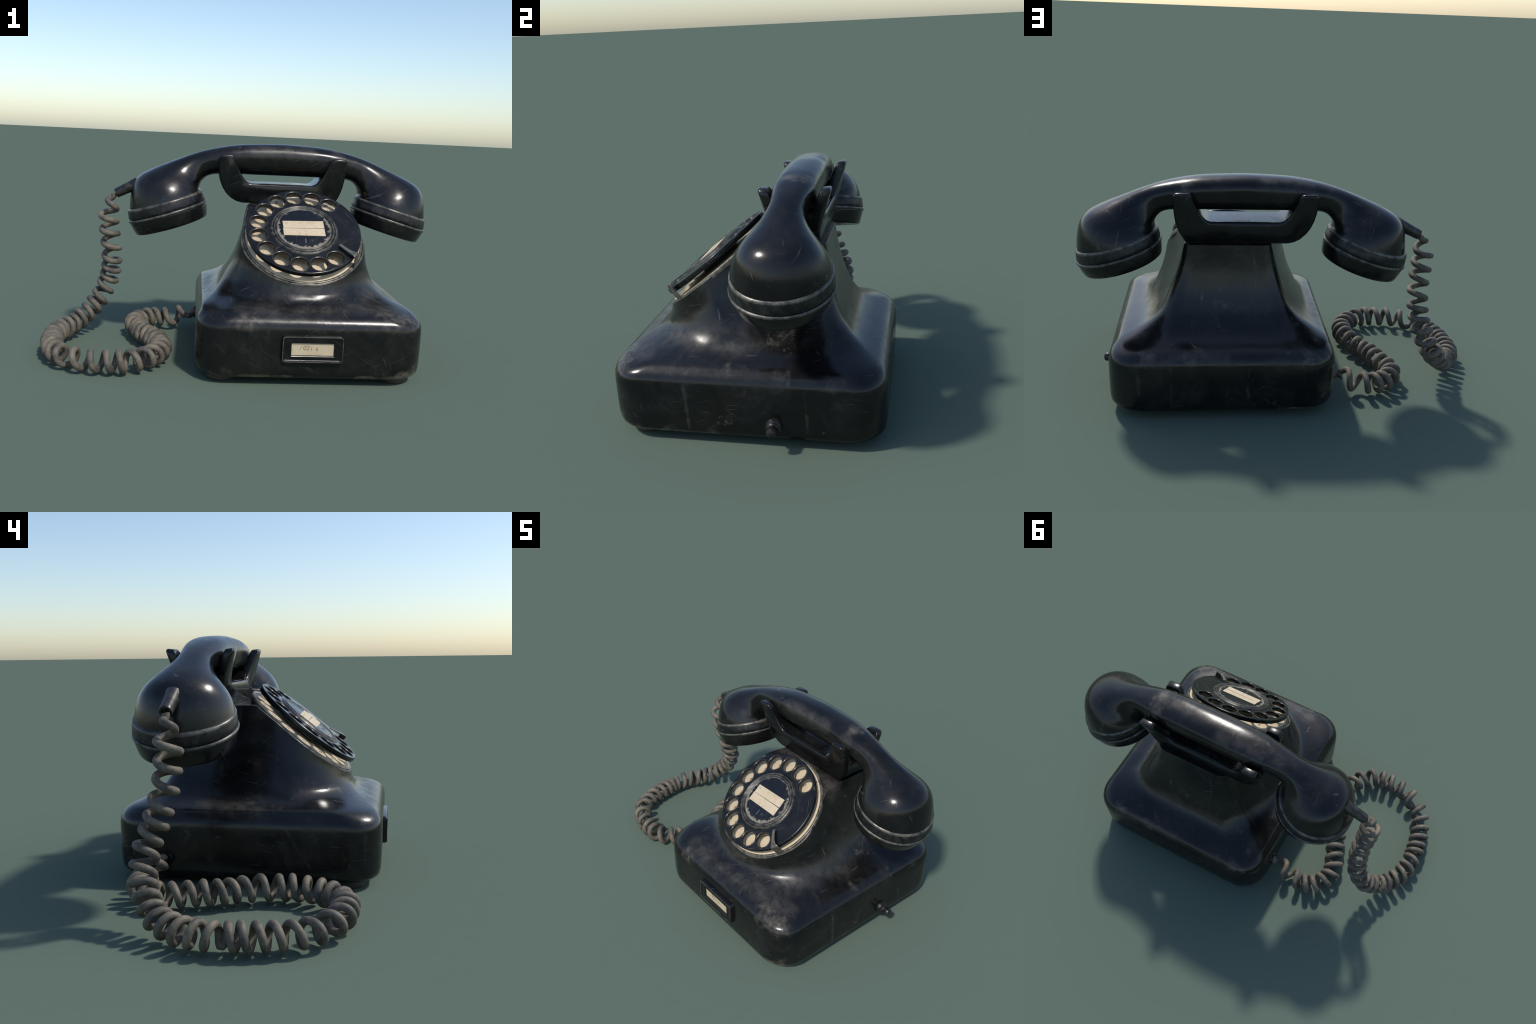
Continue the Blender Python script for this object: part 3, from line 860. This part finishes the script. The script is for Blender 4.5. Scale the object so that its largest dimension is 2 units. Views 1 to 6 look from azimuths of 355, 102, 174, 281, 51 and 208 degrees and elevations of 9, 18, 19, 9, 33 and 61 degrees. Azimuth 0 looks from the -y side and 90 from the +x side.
# ------------------------------------------------------------------- cord
# axis of the coil: x, y, z, spacing of the turns
AXIS = [(-0.672, 0.186, 0.780, 0.07), (-0.690, 0.178, 0.735, 0.07), (-0.697, 0.171, 0.660, 0.070), (-0.692, 0.176, 0.590, 0.068), (-0.684, 0.188, 0.525, 0.070), (-0.682, 0.209, 0.450, 0.066),
        (-0.685, 0.228, 0.388, 0.056), (-0.694, 0.248, 0.335, 0.056), (-0.712, 0.262, 0.281, 0.060), (-0.745, 0.264, 0.214, 0.058), (-0.780, 0.249, 0.160, 0.052), (-0.822, 0.214, 0.113, 0.046),
        (-0.862, 0.170, 0.076, 0.043), (-0.905, 0.100, 0.060, 0.043), (-0.934, 0.025, 0.058, 0.050), (-0.9375, -0.080, 0.057, 0.058), (-0.917, -0.215, 0.057, 0.053), (-0.876, -0.325, 0.057, 0.053),
        (-0.815, -0.391, 0.057, 0.056), (-0.745, -0.432, 0.057, 0.052), (-0.665, -0.452, 0.057, 0.058), (-0.565, -0.454, 0.057, 0.050), (-0.482, -0.419, 0.057, 0.050), (-0.425, -0.350, 0.057, 0.052),
        (-0.393, -0.255, 0.058, 0.056), (-0.412, -0.118, 0.058, 0.058), (-0.452, -0.028, 0.058, 0.050), (-0.496, 0.047, 0.058, 0.050), (-0.516, 0.117, 0.058, 0.049), (-0.540, 0.177, 0.057, 0.049),
        (-0.560, 0.245, 0.057, 0.049), (-0.540, 0.315, 0.058, 0.050), (-0.490, 0.366, 0.060, 0.050), (-0.415, 0.385, 0.062, 0.058), (-0.340, 0.372, 0.072, 0.072), (-0.275, 0.356, 0.098, 0.085),
        (-0.240, 0.351, 0.113, 0.09), (-0.215, 0.350, 0.114, 0.09)]
COIL_R, WIRE_R = 0.0412, 0.0153


# heights at which the hanging coil passes its counting side
# where the turns lying on the ground crest; the coil changes hand after the numbered one
CRESTS = [(-0.862, 0.160), (-0.890, 0.118), (-0.918, 0.066), (-0.930, 0.015), (-0.937, -0.040), (-0.926, -0.092), (-0.918, -0.132), (-0.913, -0.185), (-0.902, -0.240), (-0.885, -0.298),
          (-0.848, -0.348), (-0.774, -0.405), (-0.700, -0.440), (-0.630, -0.457), (-0.575, -0.453), (-0.515, -0.435), (-0.462, -0.390), (-0.432, -0.343), (-0.408, -0.288), (-0.402, -0.232), (-0.400, -0.181),
          (-0.425, -0.113), (-0.455, -0.048), (-0.478, 0.000), (-0.500, 0.046), (-0.515, 0.100), (-0.535, 0.155), (-0.555, 0.215), (-0.562, 0.274), (-0.548, 0.328), (-0.496, 0.372), (-0.450, 0.380),
          (-0.398, 0.378), (-0.310, 0.366)]
FLIP_AFTER = 4
HANG = [0.790, 0.724, 0.646, 0.578, 0.506, 0.429, 0.376, 0.320, 0.265, 0.204]


def axis_point(u):
    n = len(AXIS)
    i = max(0, min(int(u), n - 2))
    t = u - i
    p = [AXIS[max(0, min(n - 1, i + k))] for k in (-1, 0, 1, 2)]
    return [0.5 * (2 * p[1][q] + (p[2][q] - p[0][q]) * t + (2 * p[0][q] - 5 * p[1][q] + 4 * p[2][q] - p[3][q]) * t * t
                   + (3 * p[1][q] - p[0][q] - 3 * p[2][q] + p[3][q]) * t**3) for q in range(4)]


def build_cord():
    N = 12000
    raw = [axis_point((len(AXIS) - 1) * i / N) for i in range(N + 1)]
    P = [Vector((r[0], r[1] + 0.004 * (r[2] < 0.1), r[2] + 0.008 * max(0.0, min(1.0, (0.16 - r[2]) / 0.1)))) for r in raw]
    total = sum((P[i + 1] - P[i]).length for i in range(N))
    # a frame carried along the axis without twist
    T = (P[1] - P[0]).normalized()
    A = Vector((0.19, -0.98, 0))                               # turns of the hanging part are counted on this side
    A = (A - T * A.dot(T)).normalized()
    frames, length = [], [0.0]
    for i in range(N):
        T2 = (P[i + 1] - P[i]).normalized()
        A = T.rotation_difference(T2) @ A
        A = (A - T2 * A.dot(T2)).normalized()
        T = T2
        frames.append((A.copy(), T.cross(A), T))
        length.append(length[-1] + (P[i + 1] - P[i]).length)
    # phase of the helix at known places along it
    tau = 2 * math.pi
    knots, i = [], 0
    for k, z in enumerate(HANG):
        while P[i].z > z:
            i += 1
        knots.append((i, -tau * k))
    hand, pitch = -1.0, 0.053
    for k, (cx, cy) in enumerate(CRESTS):
        best = min(range(i, min(N, i + 1100)), key=lambda q: (P[q].x - cx) ** 2 + (P[q].y - cy) ** 2)
        best = max(best, i + 60)
        A, B, T = frames[best]
        up = math.atan2(B.z, A.z)
        i0, ph0 = knots[-1]
        if k == FLIP_AFTER + 1:
            hand, want = 1.0, ph0
        elif k == 0:
            want = ph0 - tau * (length[best] - length[i0]) / pitch
        else:
            want = ph0 + hand * tau
        knots.append((best, up + tau * round((want - up) / tau)))
        i = best
    i0, ph0 = knots[-1]
    knots.append((N, ph0 + tau * (total - length[i0]) / 0.085))
    flip_knot = len(HANG) + FLIP_AFTER
    pts, last, g = [], None, 0
    for i in range(N):
        while i > knots[g + 1][0]:
            g += 1
        (ia, pa), (ib, pb) = knots[g], knots[g + 1]
        t = (i - ia) / max(1, ib - ia)
        ph = pa + (pb - pa) * t
        if g == flip_knot:
            ph -= 2.9 * math.sin(math.pi * t)                  # the wire turns back on itself here
        A, B, T = frames[i]
        sl = length[i]
        env = min(1, sl / 0.085) ** 1.2 * min(1, (total - sl) / 0.10) ** 0.9
        R = COIL_R * env * (1 + 0.08 * noise.noise(Vector((sl * 15, 0.5, 7.0))))
        sway = noise.noise(Vector((sl * 11, 9.1, 2.0))) * 0.010 * env
        q = P[i] + (A * math.cos(ph) + B * math.sin(ph)) * R + T * sway * math.cos(ph)
        if last is None or (q - last).length > 0.0085:
            pts.append(q)
            last = q
    pts.append(P[-1])
    # tube swept along the helix
    n, rings = 12, []
    T = (pts[1] - pts[0]).normalized()
    A = T.orthogonal().normalized()
    for i, p in enumerate(pts):
        T2 = (pts[min(i + 1, len(pts) - 1)] - pts[max(i - 1, 0)]).normalized()
        A = T.rotation_difference(T2) @ A
        A = (A - T2 * A.dot(T2)).normalized()
        T = T2
        B = T.cross(A)
        w = WIRE_R * (1 + 0.05 * noise.noise(p * 30))
        rings.append([p + (A * math.cos(2 * math.pi * k / n) + B * math.sin(2 * math.pi * k / n)) * w for k in range(n)])
    return loft(rings)


V, F = build_cord()
lo = min(v.z for v in V)
V = [Vector((v.x, v.y, max(v.z, 0.0015))) for v in V]
mesh_object("cord", V, F, M_CORD, phone, 80)
